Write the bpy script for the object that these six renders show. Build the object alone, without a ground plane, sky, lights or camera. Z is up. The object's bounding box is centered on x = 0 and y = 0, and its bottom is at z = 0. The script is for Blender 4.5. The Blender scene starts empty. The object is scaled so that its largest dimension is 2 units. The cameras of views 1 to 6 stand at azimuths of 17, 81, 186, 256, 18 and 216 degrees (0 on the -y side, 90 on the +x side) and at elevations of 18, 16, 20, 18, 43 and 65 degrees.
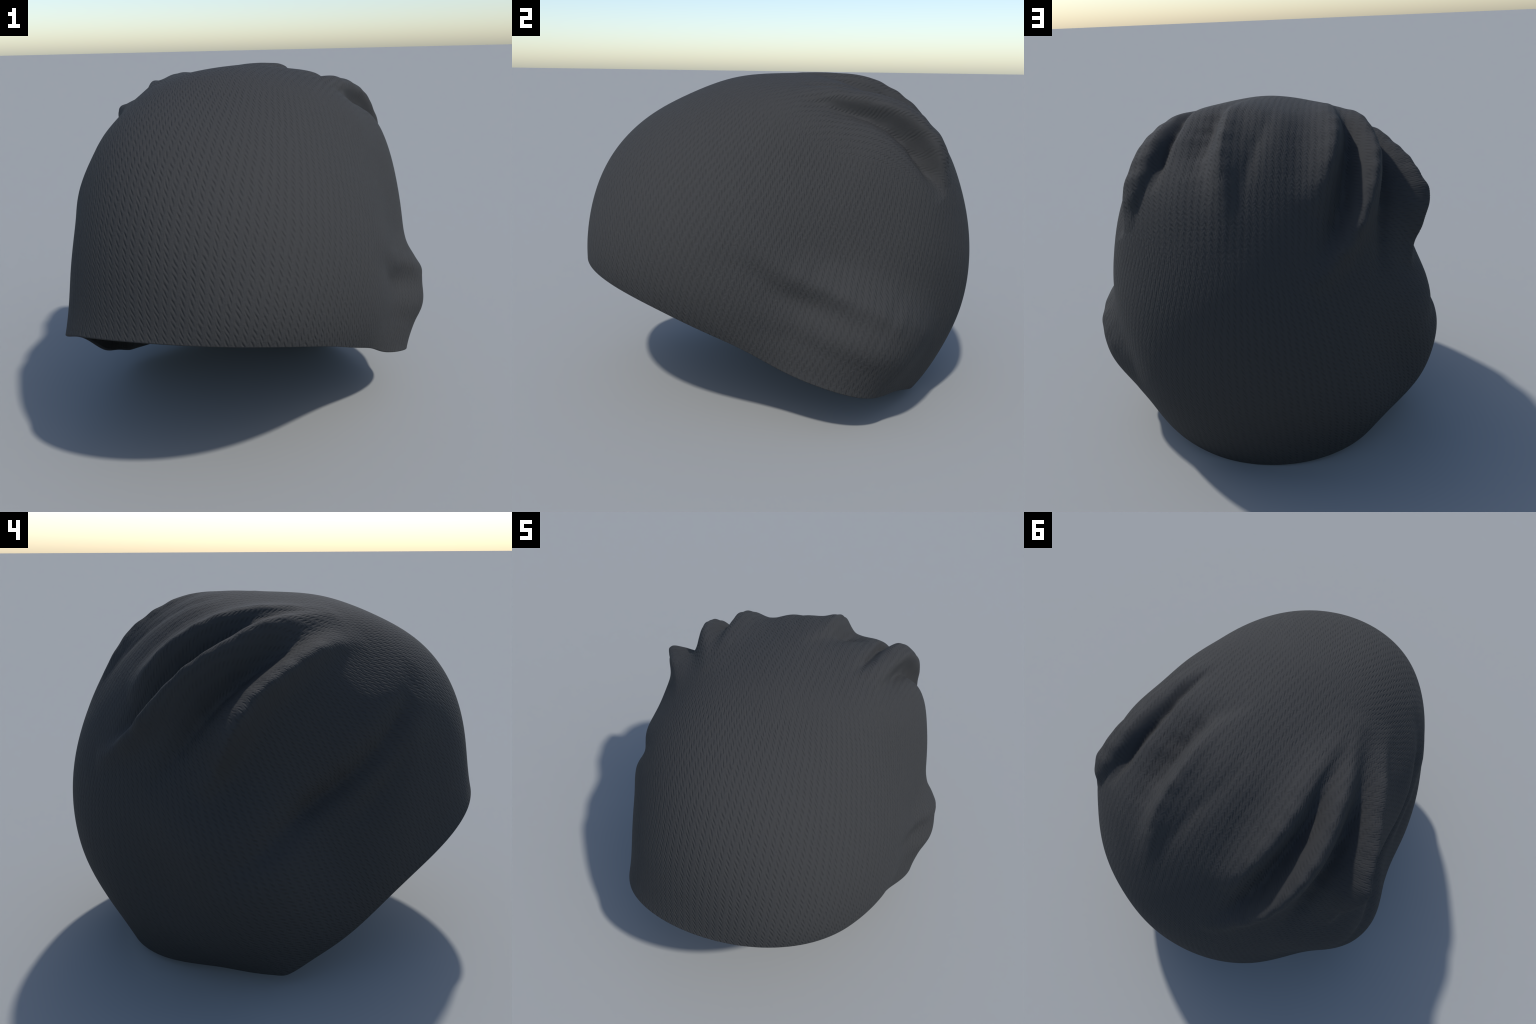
"""A slouchy knitted beanie: one soft knitted shell lofted through horizontal
rings, gathered into soft folds over the crown, with a turned hem and a lining."""
import bpy
import numpy as np
from math import radians, pi

# ----------------------------------------------------------------- frame ---
# The cap leans back: its axis runs from the opening to the crown.
CENTRE = np.array([0.0, 0.05, 0.75])
LEAN = radians(24)
AXIS = np.array([0.0, np.sin(LEAN), np.cos(LEAN)])
SIDE = np.array([1.0, 0.0, 0.0])
REAR = np.cross(AXIS, SIDE)
AROUND, DOWN = 640, 300          # mesh resolution round the cap / crown to hem
CLOTH = 0.018                    # thickness of the double knit

# Distance of the cloth from CENTRE, ring by ring from crown to hem.  Each ring
# has 24 control points, the first at the wearer's side (+x), then by the rear.
RINGS = {
    "crown_inner": [0.915, 0.914, 0.913, 0.913, 0.913, 0.912, 0.912, 0.913, 0.913, 0.913, 0.914, 0.915, 0.915, 0.916, 0.916, 0.917, 0.917, 0.917, 0.918, 0.918, 0.917, 0.917, 0.916, 0.916],
    "crown_outer": [0.89, 0.887, 0.889, 0.897, 0.904, 0.908, 0.908, 0.906, 0.903, 0.898, 0.891, 0.883, 0.873, 0.864, 0.858, 0.857, 0.862, 0.869, 0.879, 0.891, 0.899, 0.901, 0.899, 0.895],
    "upper_fold": [0.955, 0.975, 0.944, 0.95, 0.951, 0.915, 0.886, 0.872, 0.868, 0.87, 0.885, 0.908, 0.932, 0.939, 0.923, 0.883, 0.866, 0.867, 0.869, 0.866, 0.869, 0.889, 0.917, 0.927],
    "lower_fold": [0.867, 0.904, 0.954, 0.935, 0.923, 0.921, 0.896, 0.861, 0.842, 0.837, 0.864, 0.902, 0.88, 0.866, 0.888, 0.893, 0.894, 0.895, 0.905, 0.89, 0.882, 0.891, 0.87, 0.835],
    "upper_side": [0.778, 0.828, 0.883, 0.898, 0.916, 0.929, 0.931, 0.893, 0.856, 0.827, 0.799, 0.781, 0.755, 0.759, 0.787, 0.806, 0.909, 0.932, 0.905, 0.898, 0.881, 0.843, 0.782, 0.753],
    "shoulder": [0.715, 0.786, 0.851, 0.9, 0.929, 0.932, 0.957, 0.931, 0.886, 0.853, 0.909, 0.851, 0.709, 0.713, 0.797, 0.89, 0.921, 0.988, 0.976, 0.944, 0.9, 0.845, 0.778, 0.722],
    "temple": [0.695, 0.783, 0.823, 0.863, 0.945, 0.961, 0.969, 0.978, 0.945, 0.831, 0.954, 0.93, 0.694, 0.706, 0.776, 0.806, 0.905, 1.009, 1.029, 1.001, 0.951, 0.878, 0.803, 0.729],
    "widest": [0.779, 0.956, 1.015, 0.896, 0.948, 0.982, 0.977, 0.971, 1.003, 0.956, 1.008, 0.91, 0.799, 0.792, 0.81, 0.838, 0.931, 1.012, 1.037, 1.029, 0.994, 0.919, 0.845, 0.78],
    "low_side": [0.803, 0.891, 0.964, 0.913, 0.975, 1.016, 1.015, 1.007, 1.004, 0.968, 0.991, 0.95, 0.899, 0.861, 0.853, 0.884, 0.964, 1.016, 1.029, 1.049, 1.008, 0.921, 0.849, 0.808],
    "hem_ring": [0.825, 0.927, 0.983, 0.933, 0.988, 1.024, 1.04, 1.044, 1.024, 0.97, 1.023, 0.96, 0.908, 0.884, 0.894, 0.941, 1.01, 1.039, 1.044, 1.033, 0.99, 0.91, 0.836, 0.812],
}
CROWN_RADIUS = 0.915
# How far the hem reaches down from the axis (degrees), at the same 24 places.
HEM_ANGLE = [121.6, 116.1, 114.1, 112.9, 112.9, 114.3, 112.1, 111.9, 114, 120.8, 124.3, 126.9, 129.9, 125.4, 123.3, 121, 117.4, 116.4, 115.8, 115.4, 115.1, 116.3, 119.5, 120]

# Folds: (azimuth deg, angle from the axis deg, height m) along each crest or
# crease, then the soft half width on its left and right side in
# degrees, how flat-topped it is, how far (m) its top leans
# over to the left, and how far it mushrooms out to both sides.
FOLDS = {
    "right_pleat": ([(315.3, 37, 0), (330.1, 32.1, 0.018), (350, 28.9, 0.033), (9.6, 29.9, 0.042), (21.2, 33.1, 0.045), (28.2, 37.1, 0.045), (31.7, 40.9, 0.036), (34.2, 44.5, 0.014), (36.6, 48.6, 0)], 3.4, 3.2, 2, -0.012, 0.03),
    "right_pleat_crease": ([(309.6, 33.7, 0), (318.7, 30.3, -0.01), (333.4, 26.8, -0.026), (350.7, 24.7, -0.036), (13.5, 25.7, -0.042), (26.9, 28.7, -0.034), (34.5, 31.8, -0.015), (40.4, 35.5, 0)], 1.5, 1.5, 0.8, 0, 0),
    "right_pleat_tuck": ([(321.1, 39.8, 0), (332.6, 36.9, -0.018), (349.8, 33.9, -0.042), (8.2, 35.2, -0.06), (19.4, 39.2, -0.07), (25.7, 43.8, -0.062), (29.5, 47.7, -0.03), (33.7, 52.3, 0)], 1.8, 3.8, 0.8, 0, 0),
    "right_hollow": ([(280.3, 22.4, 0), (304.7, 15.8, -0.025), (346.5, 12.9, -0.058), (24.8, 14.3, -0.055), (47.6, 19, -0.04), (60.4, 25.3, -0.022), (68, 33.4, -0.006), (72, 42.1, 0)], 3.2, 5.5, 0.8, 0, 0),
    "crown_ridge": ([(270, 22, 0), (300, 14, 0.012), (340, 8, 0.03), (30, 8, 0.042), (55, 13, 0.042), (68, 19, 0.036), (76, 26, 0.022), (80, 34, 0.008), (83, 43, 0)], 3, 3.6, 0.8, 0, 0),
    "crown_crease": ([(268, 14, 0), (230, 7, -0.005), (120, 6, -0.011), (98, 11, -0.013), (90, 18, -0.012), (87, 26, -0.006), (87, 34, 0)], 2.4, 2.4, 0.8, 0, 0),
    "inner_left_pleat": ([(242, 44, 0), (232, 36, 0.012), (220, 29.5, 0.03), (197, 24.5, 0.045), (172, 24, 0.05), (150, 26, 0.045), (134, 30, 0.028), (122, 36, 0)], 3.5, 4.2, 0.8, 0, 0),
    "crown_dip": ([(225, 20, 0), (200, 15, -0.006), (170, 14, -0.012), (145, 17, -0.014), (130, 22, -0.01), (118, 29, 0)], 5, 5, 0.8, 0, 0),
    "inner_left_crease": ([(238, 42, 0), (225, 35, -0.012), (208, 29.5, -0.038), (186, 29, -0.062), (166, 30, -0.07), (150, 33.5, -0.064), (139, 38, -0.054), (130, 43, -0.04), (122, 48, -0.018), (114, 54, 0)], 3.8, 3.8, 0.8, 0, 0),
    "middle_left_pleat": ([(240, 47, 0), (231, 41, 0.012), (215, 36.5, 0.033), (203, 34.8, 0.047), (182, 35, 0.062), (164, 37, 0.068), (149, 40.5, 0.072), (139, 43.8, 0.072), (130, 47, 0.06), (121, 50.5, 0.036), (110, 55, 0)], 3.5, 3.3, 0.8, 0, 0.012),
    "outer_left_crease": ([(233, 47, 0), (224, 43.5, -0.012), (208, 41.5, -0.038), (194, 41, -0.064), (176, 43, -0.08), (163, 46.5, -0.078), (153, 51.5, -0.055), (143, 58, -0.02), (136, 64, 0)], 4, 4.3, 0.8, 0, 0),
    "outer_left_pleat": ([(234, 56, 0), (224, 50.5, 0.018), (207, 48, 0.05), (192, 48.5, 0.08), (180, 51, 0.107), (172.5, 54.5, 0.128), (167, 58, 0.105), (161, 62.5, 0.045), (153, 68, 0)], 2.8, 3.8, 0.8, 0.032, 0.012),
    "left_drag_line": ([(240, 70, 0), (232, 74.5, -0.02), (222, 78, -0.042), (211, 81, -0.054), (198, 84, -0.058), (182, 86, -0.054), (167, 87, -0.042), (156, 88, -0.018), (145, 88, 0)], 4.2, 5, 0.8, 0, 0),
    "left_drag_line_low": ([(224, 85, 0), (213, 90, -0.02), (202, 95, -0.022), (190, 99, 0)], 5, 5, 0.8, 0, 0),
    "right_slouch": ([(328, 90, 0), (345, 91, 0.015), (357, 90.5, 0.035), (9, 90, 0.05), (19, 90, 0.046), (30, 90, 0.035), (40, 91, 0.015), (48, 92, 0)], 6.5, 6, 0.8, 0, 0),
    "right_slouch_crease": ([(321.7, 96.8, 0), (336.4, 94.9, -0.012), (348.2, 98.1, -0.018), (0, 98, -0.02), (12.6, 96.3, -0.012), (24.9, 94.8, 0)], 5.5, 6, 0.8, 0, 0),
    "right_lower_slouch": ([(345, 104, 0), (357, 103, 0.004), (8, 101, 0.007), (18, 100, 0.007), (28, 100, 0)], 5, 5, 0.8, 0, 0),
    "left_hem_corner": ([(154, 108, 0), (154, 117, 0.006), (154, 124, 0.016), (154, 130, 0.024), (154, 138, 0.024)], 11, 11, 0.8, 0, 0),
    "right_hem_dip": ([(336, 112, 0), (349, 111, -0.006), (2, 109.5, -0.011), (14, 107.5, -0.012), (24, 107, -0.008), (34, 107, 0)], 4.5, 4.5, 0.8, 0, 0),
}


# --------------------------------------------------------------- splines ---
def ring_weights(n, x):
    """periodic cubic B-spline weights of n control points at x in turns"""
    m = np.zeros((len(x), n))
    s = x * n
    i = np.floor(s).astype(int)
    f = s - i
    w = [(1 - f) ** 3 / 6, (3 * f**3 - 6 * f**2 + 4) / 6, (-3 * f**3 + 3 * f**2 + 3 * f + 1) / 6, f**3 / 6]
    for k in range(4):
        np.add.at(m, (np.arange(len(x)), (i - 1 + k) % n), w[k])
    return m


def profile_weights(n, x):
    """clamped cubic B-spline weights from crown (0) to hem (1)"""
    kn = np.concatenate([[0] * 3, np.linspace(0, 1, n - 2), [1] * 3])
    x = np.clip(x, 0, 1 - 1e-9)
    b = [((x >= kn[i]) & (x < kn[i + 1])).astype(float) for i in range(len(kn) - 1)]
    for p in range(1, 4):
        b = [
            (0 if kn[i + p] == kn[i] else (x - kn[i]) / (kn[i + p] - kn[i]) * b[i])
            + (0 if kn[i + p + 1] == kn[i + 1] else (kn[i + p + 1] - x) / (kn[i + p + 1] - kn[i + 1]) * b[i + 1])
            for i in range(len(b) - 1)
        ]
    return np.stack(b, -1)


def smooth_path(points, n=6):
    p = np.asarray(points, float)
    q = np.vstack([2 * p[0] - p[1], p, 2 * p[-1] - p[-2]])
    out = []
    for i in range(len(p) - 1):
        a, b, c, d = q[i : i + 4]
        for t in np.arange(n) / n:
            out.append(0.5 * (2 * b + (c - a) * t + (2 * a - 5 * b + 4 * c - d) * t * t + (3 * b - a - 3 * c + d) * t**3))
    return np.array(out + [p[-1]])


def fold_relief(turn, polar):
    """height and sideways lean of all folds at an azimuth (turns) and polar angle"""
    p = np.degrees(polar)[..., None] * np.stack([np.cos(2 * pi * turn), np.sin(2 * pi * turn)], -1)
    p = p.reshape(-1, 2)
    height, lean = np.zeros(len(p)), np.zeros((len(p), 2))
    for points, w_left, w_right, roundness, topple, swell in FOLDS.values():
        az, po, hh = np.array(points, float).T
        path = smooth_path(np.stack([po * np.cos(np.radians(az)), po * np.sin(np.radians(az)), hh], -1))
        near = np.where(((p > path[:, :2].min(0) - 20) & (p < path[:, :2].max(0) + 20)).all(1))[0]
        q = p[near]
        best, h, side, left = np.full(len(q), 1e9), np.zeros(len(q)), np.zeros(len(q)), np.zeros((len(q), 2))
        for a, b in zip(path[:-1], path[1:]):
            e = b[:2] - a[:2]
            t = np.clip(((q - a[:2]) @ e) / (e @ e), 0, 1)
            w = q - a[:2] - t[:, None] * e
            dist = np.hypot(w[:, 0], w[:, 1])
            u = dist < best
            best[u] = dist[u]
            h[u] = (a[2] + t * (b[2] - a[2]))[u]
            side[u] = np.sign(e[0] * w[:, 1] - e[1] * w[:, 0])[u]
            left[u] = np.array([-e[1], e[0]]) / np.hypot(*e)
        across = side * best / np.where(side > 0, w_left, w_right)
        far = across**2
        rise = h * np.exp(-((far + 0.12) ** roundness - 0.12**roundness))   # below 1 pinched, above 1 flat-topped
        height[near] += rise
        lean[near] += ((topple + swell * np.clip(across, -1.3, 1.3)) * rise / np.abs(hh).max())[:, None] * left
    return height.reshape(polar.shape), lean.reshape(polar.shape + (2,))


# ----------------------------------------------------------- the surface ---
turn = np.arange(AROUND) / AROUND
down = np.linspace(0, 1, DOWN)
ctrl = np.array([[CROWN_RADIUS] * 24] + list(RINGS.values()))
radius = profile_weights(len(ctrl), down) @ ctrl @ ring_weights(24, turn).T
hem_at = ring_weights(24, turn) @ np.radians(HEM_ANGLE)
polar = down[:, None] * hem_at[None]
azim = np.broadcast_to(2 * pi * turn, polar.shape)
ray = np.sin(polar)[..., None] * (np.cos(azim)[..., None] * SIDE + np.sin(azim)[..., None] * REAR) + np.cos(polar)[..., None] * AXIS
relief, lean = fold_relief(azim / (2 * pi), polar)
sideways = lean[..., :1] * SIDE + lean[..., 1:] * REAR
sideways -= (sideways * ray).sum(-1, keepdims=True) * ray
outer = CENTRE + (radius + relief)[..., None] * ray + sideways
# small puckers where the cloth is gathered most
pucker = sum(
    np.sin(outer @ np.array(f) + s)
    for f, s in (((31, 43, -17), 0.3), ((-47, 29, 38), 1.9), ((12, -52, 45), 4.1), ((58, 21, 27), 2.6))
)
outer += (0.0016 * pucker * np.clip(np.abs(relief) / 0.05, 0, 1))[..., None] * ray


def grid_normals(g, facing):
    du = np.roll(g, -1, 1) - np.roll(g, 1, 1)
    dv = np.gradient(g, axis=0)
    n = np.cross(dv, du)
    n /= np.linalg.norm(n, axis=-1, keepdims=True) + 1e-12
    n[0] = n[1].mean(0) / np.linalg.norm(n[1].mean(0))
    return n * (1 if (n * facing).sum() > 0 else -1)


out_n = grid_normals(outer, ray)
inner = outer - out_n * CLOTH
inner = inner[::-1]                                     # hem to crown
# the hem: a half-round turn from the outer to the inner face
along = outer[-1] - outer[-3]
along /= np.linalg.norm(along, axis=-1, keepdims=True)
mid, half = (outer[-1] + inner[0]) / 2, CLOTH / 2
hem = np.stack([mid + half * (np.cos(a) * out_n[-1] + 0.7 * np.sin(a) * along) for a in np.linspace(0, pi, 9)[1:-1]])
sheet = np.concatenate([outer, hem, inner])             # crown .. hem .. crown
sheet[..., 1] *= 1.004
sheet[..., 2] -= sheet[..., 2].min()
normals = np.concatenate([out_n, np.zeros_like(hem), -out_n[::-1]])
k0, k1 = DOWN, DOWN + len(hem)
for i, a in enumerate(np.linspace(0, pi, 9)[1:-1]):
    v = np.cos(a) * out_n[-1] + np.sin(a) * along
    normals[k0 + i] = v / np.linalg.norm(v, axis=-1, keepdims=True)


# ------------------------------------------------------------- materials ---
def knit_material(name, colour, strength):
    mat = bpy.data.materials.new(name)
    mat.use_nodes = True
    nt = mat.node_tree
    nt.nodes.clear()

    def node(kind, **k):
        n = nt.nodes.new(kind)
        for a, b in k.items():
            setattr(n, a, b)
        return n

    def put(sock, v):
        if isinstance(v, bpy.types.NodeSocket):
            nt.links.new(v, sock)
        else:
            sock.default_value = v

    def m(op, a, b=0.0, c=0.0):
        n = node("ShaderNodeMath", operation=op)
        for s, v in zip(n.inputs, (a, b, c)):
            put(s, v)
        return n.outputs[0]

    def vm(op, a, b=None):
        n = node("ShaderNodeVectorMath", operation=op)
        put(n.inputs[0], a)
        if b is not None:
            put(n.inputs[1], b)
        return n.outputs["Value"] if op in ("DOT_PRODUCT", "LENGTH") else n.outputs[0]

    pos = node("ShaderNodeTexCoord").outputs["Object"]
    jit = node("ShaderNodeTexNoise")
    put(jit.inputs["Vector"], pos)
    put(jit.inputs["Scale"], 12.0)
    put(jit.inputs["Detail"], 2.0)
    wob = vm("SUBTRACT", jit.outputs["Color"], (0.5, 0.5, 0.5))
    sc = node("ShaderNodeVectorMath", operation="SCALE")
    put(sc.inputs[0], wob)
    put(sc.inputs["Scale"], 0.022)
    p = vm("SUBTRACT", vm("ADD", pos, sc.outputs[0]), tuple(CENTRE + [0, 0, LIFT]))
    x, y, z = (vm("DOT_PRODUCT", p, tuple(v)) for v in (SIDE, REAR, AXIS))
    az = m("ARCTAN2", y, x)
    rho = m("SQRT", m("ADD", m("MULTIPLY", x, x), m("MULTIPLY", y, y)))
    po = m("ARCTAN2", rho, z)

    def stitches(u, v):
        """slanted stitches: u counted in wales across, v in rows down; the leg
        that leans against the twist of the yarn is the deep one"""
        f = m("FRACT", u)
        legs = m("SUBTRACT", v, m("MULTIPLY", f, LEG_SLOPE))
        deep = m("MULTIPLY_ADD", m("COSINE", m("MULTIPLY", legs, 2 * pi)), 0.5, 0.5)
        s = m("MULTIPLY_ADD", m("COSINE", m("MULTIPLY", m("SUBTRACT", f, 0.35), 2 * pi)), 0.5, 0.5)
        back = m("MULTIPLY_ADD", m("COSINE", m("MULTIPLY", m("MULTIPLY_ADD", f, LEG_SLOPE, v), 2 * pi)), 0.5, 0.5)
        groove = m("MULTIPLY", m("POWER", deep, 1.4), m("POWER", s, 1.3))
        faint = m("MULTIPLY", m("POWER", back, 2.0), m("MULTIPLY", m("SUBTRACT", 1.0, s), 0.12))
        return m("SUBTRACT", 1.0, m("ADD", groove, faint))

    side_knit = stitches(m("MULTIPLY", az, WALES / (2 * pi)), m("MULTIPLY", po, ROWS / pi))
    pv = m("ARCTAN2", y, z)
    pu = m("ARCTAN2", x, m("SQRT", m("ADD", m("MULTIPLY", y, y), m("MULTIPLY", z, z))))
    top_knit = stitches(m("MULTIPLY", pu, WALES / (2 * pi)), m("MULTIPLY", pv, -ROWS / pi))
    edge = m("ADD", po, m("MULTIPLY", m("SUBTRACT", jit.outputs["Fac"], 0.5), 0.15))
    blend = node("ShaderNodeMapRange", interpolation_type="SMOOTHSTEP")
    put(blend.inputs["Value"], edge)
    put(blend.inputs["From Min"], radians(38))
    put(blend.inputs["From Max"], radians(56))
    mix = node("ShaderNodeMix", data_type="FLOAT")
    put(mix.inputs["Factor"], blend.outputs[0])
    put(mix.inputs["A"], top_knit)
    put(mix.inputs["B"], side_knit)
    knit = mix.outputs["Result"]
    fuzz = node("ShaderNodeTexNoise")
    put(fuzz.inputs["Vector"], pos)
    put(fuzz.inputs["Scale"], 95.0)
    put(fuzz.inputs["Detail"], 3.0)
    height = m("ADD", knit, m("MULTIPLY", fuzz.outputs["Fac"], FUZZ))
    bump = node("ShaderNodeBump")
    put(bump.inputs["Height"], height)
    # the knit flattens where a pleat wall turns away from the axis of the stitches
    geo = node("ShaderNodeNewGeometry")
    facing = m("ABSOLUTE", vm("DOT_PRODUCT", geo.outputs["Normal"], vm("NORMALIZE", p)))
    fade = node("ShaderNodeMapRange", interpolation_type="SMOOTHSTEP")
    put(fade.inputs["Value"], facing)
    put(fade.inputs["From Min"], 0.45)
    put(fade.inputs["From Max"], 0.9)
    put(fade.inputs["To Min"], 0.4 * strength)
    put(fade.inputs["To Max"], strength)
    patchy = node("ShaderNodeTexNoise")
    put(patchy.inputs["Vector"], pos)
    put(patchy.inputs["Scale"], 22.0)
    put(bump.inputs["Strength"], m("MULTIPLY", fade.outputs[0], m("MULTIPLY_ADD", patchy.outputs["Fac"], 0.6, 0.7)))
    put(bump.inputs["Distance"], 0.0032)

    ramp = node("ShaderNodeValToRGB")
    put(ramp.inputs["Fac"], m("MULTIPLY_ADD", fuzz.outputs["Fac"], 0.4, m("MULTIPLY", knit, 0.45)))
    lo, hi = ramp.color_ramp.elements
    lo.color = (*[c * 0.78 for c in colour], 1)
    hi.color = (*[c * 1.12 for c in colour], 1)
    bsdf = node("ShaderNodeBsdfPrincipled")
    put(bsdf.inputs["Base Color"], ramp.outputs["Color"])
    put(bsdf.inputs["Roughness"], 0.85)
    put(bsdf.inputs["Specular IOR Level"], 0.2)
    put(bsdf.inputs["Normal"], bump.outputs["Normal"])
    nt.links.new(bsdf.outputs[0], node("ShaderNodeOutputMaterial").inputs["Surface"])
    return mat


LIFT = -(np.concatenate([outer, hem, inner])[..., 2].min())
WALES, ROWS, LEG_SLOPE, FUZZ = 192, 120, 1.75, 0.8
COLOUR = (0.0385, 0.0387, 0.0392)
charcoal = knit_material("charcoal_knit", COLOUR, 0.72)
hem_mat = knit_material("hem_knit", tuple(c * 0.8 for c in COLOUR), 0.3)
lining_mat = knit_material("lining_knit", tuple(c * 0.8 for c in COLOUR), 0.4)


# ---------------------------------------------------------------- meshes ---
def strip(name, first, last, parent, material):
    """rows first..last of the sheet as one mesh with the sheet's own normals"""
    g, nn = sheet[first : last + 1], normals[first : last + 1]
    rows = len(g)
    verts, vn = g.reshape(-1, 3), nn.reshape(-1, 3)
    r, c = np.meshgrid(np.arange(rows - 1), np.arange(AROUND), indexing="ij")
    c2 = (c + 1) % AROUND
    quads = np.stack([r * AROUND + c, (r + 1) * AROUND + c, (r + 1) * AROUND + c2, r * AROUND + c2], -1).reshape(-1, 4)
    faces = quads
    me = bpy.data.meshes.new(name)
    me.from_pydata(verts.tolist(), [], faces.tolist())
    me.polygons.foreach_set("use_smooth", np.ones(len(me.polygons), bool))
    me.validate()
    me.normals_split_custom_set_from_vertices(vn.tolist()) if len(me.vertices) == len(vn) else None
    me.materials.append(material)
    ob = bpy.data.objects.new(name, me)
    bpy.context.scene.collection.objects.link(ob)
    ob.parent = parent
    return ob


# close the crown: shrink the first and last row to a pin point
beanie = bpy.data.objects.new("beanie", None)
bpy.context.scene.collection.objects.link(beanie)
beanie["label"] = "slouchy charcoal knitted beanie with soft folds at the crown"
beanie["category"] = "knitted hat"
sheet[0] = sheet[0].mean(0) + (sheet[1] - sheet[0].mean(0)) * 0.02
sheet[-1] = sheet[-1].mean(0) + (sheet[-2] - sheet[-1].mean(0)) * 0.02
strip("knitted_shell", 0, k0 - 1, beanie, charcoal)
strip("hem", k0 - 1, k1, beanie, hem_mat)
strip("lining", k1, len(sheet) - 1, beanie, lining_mat)
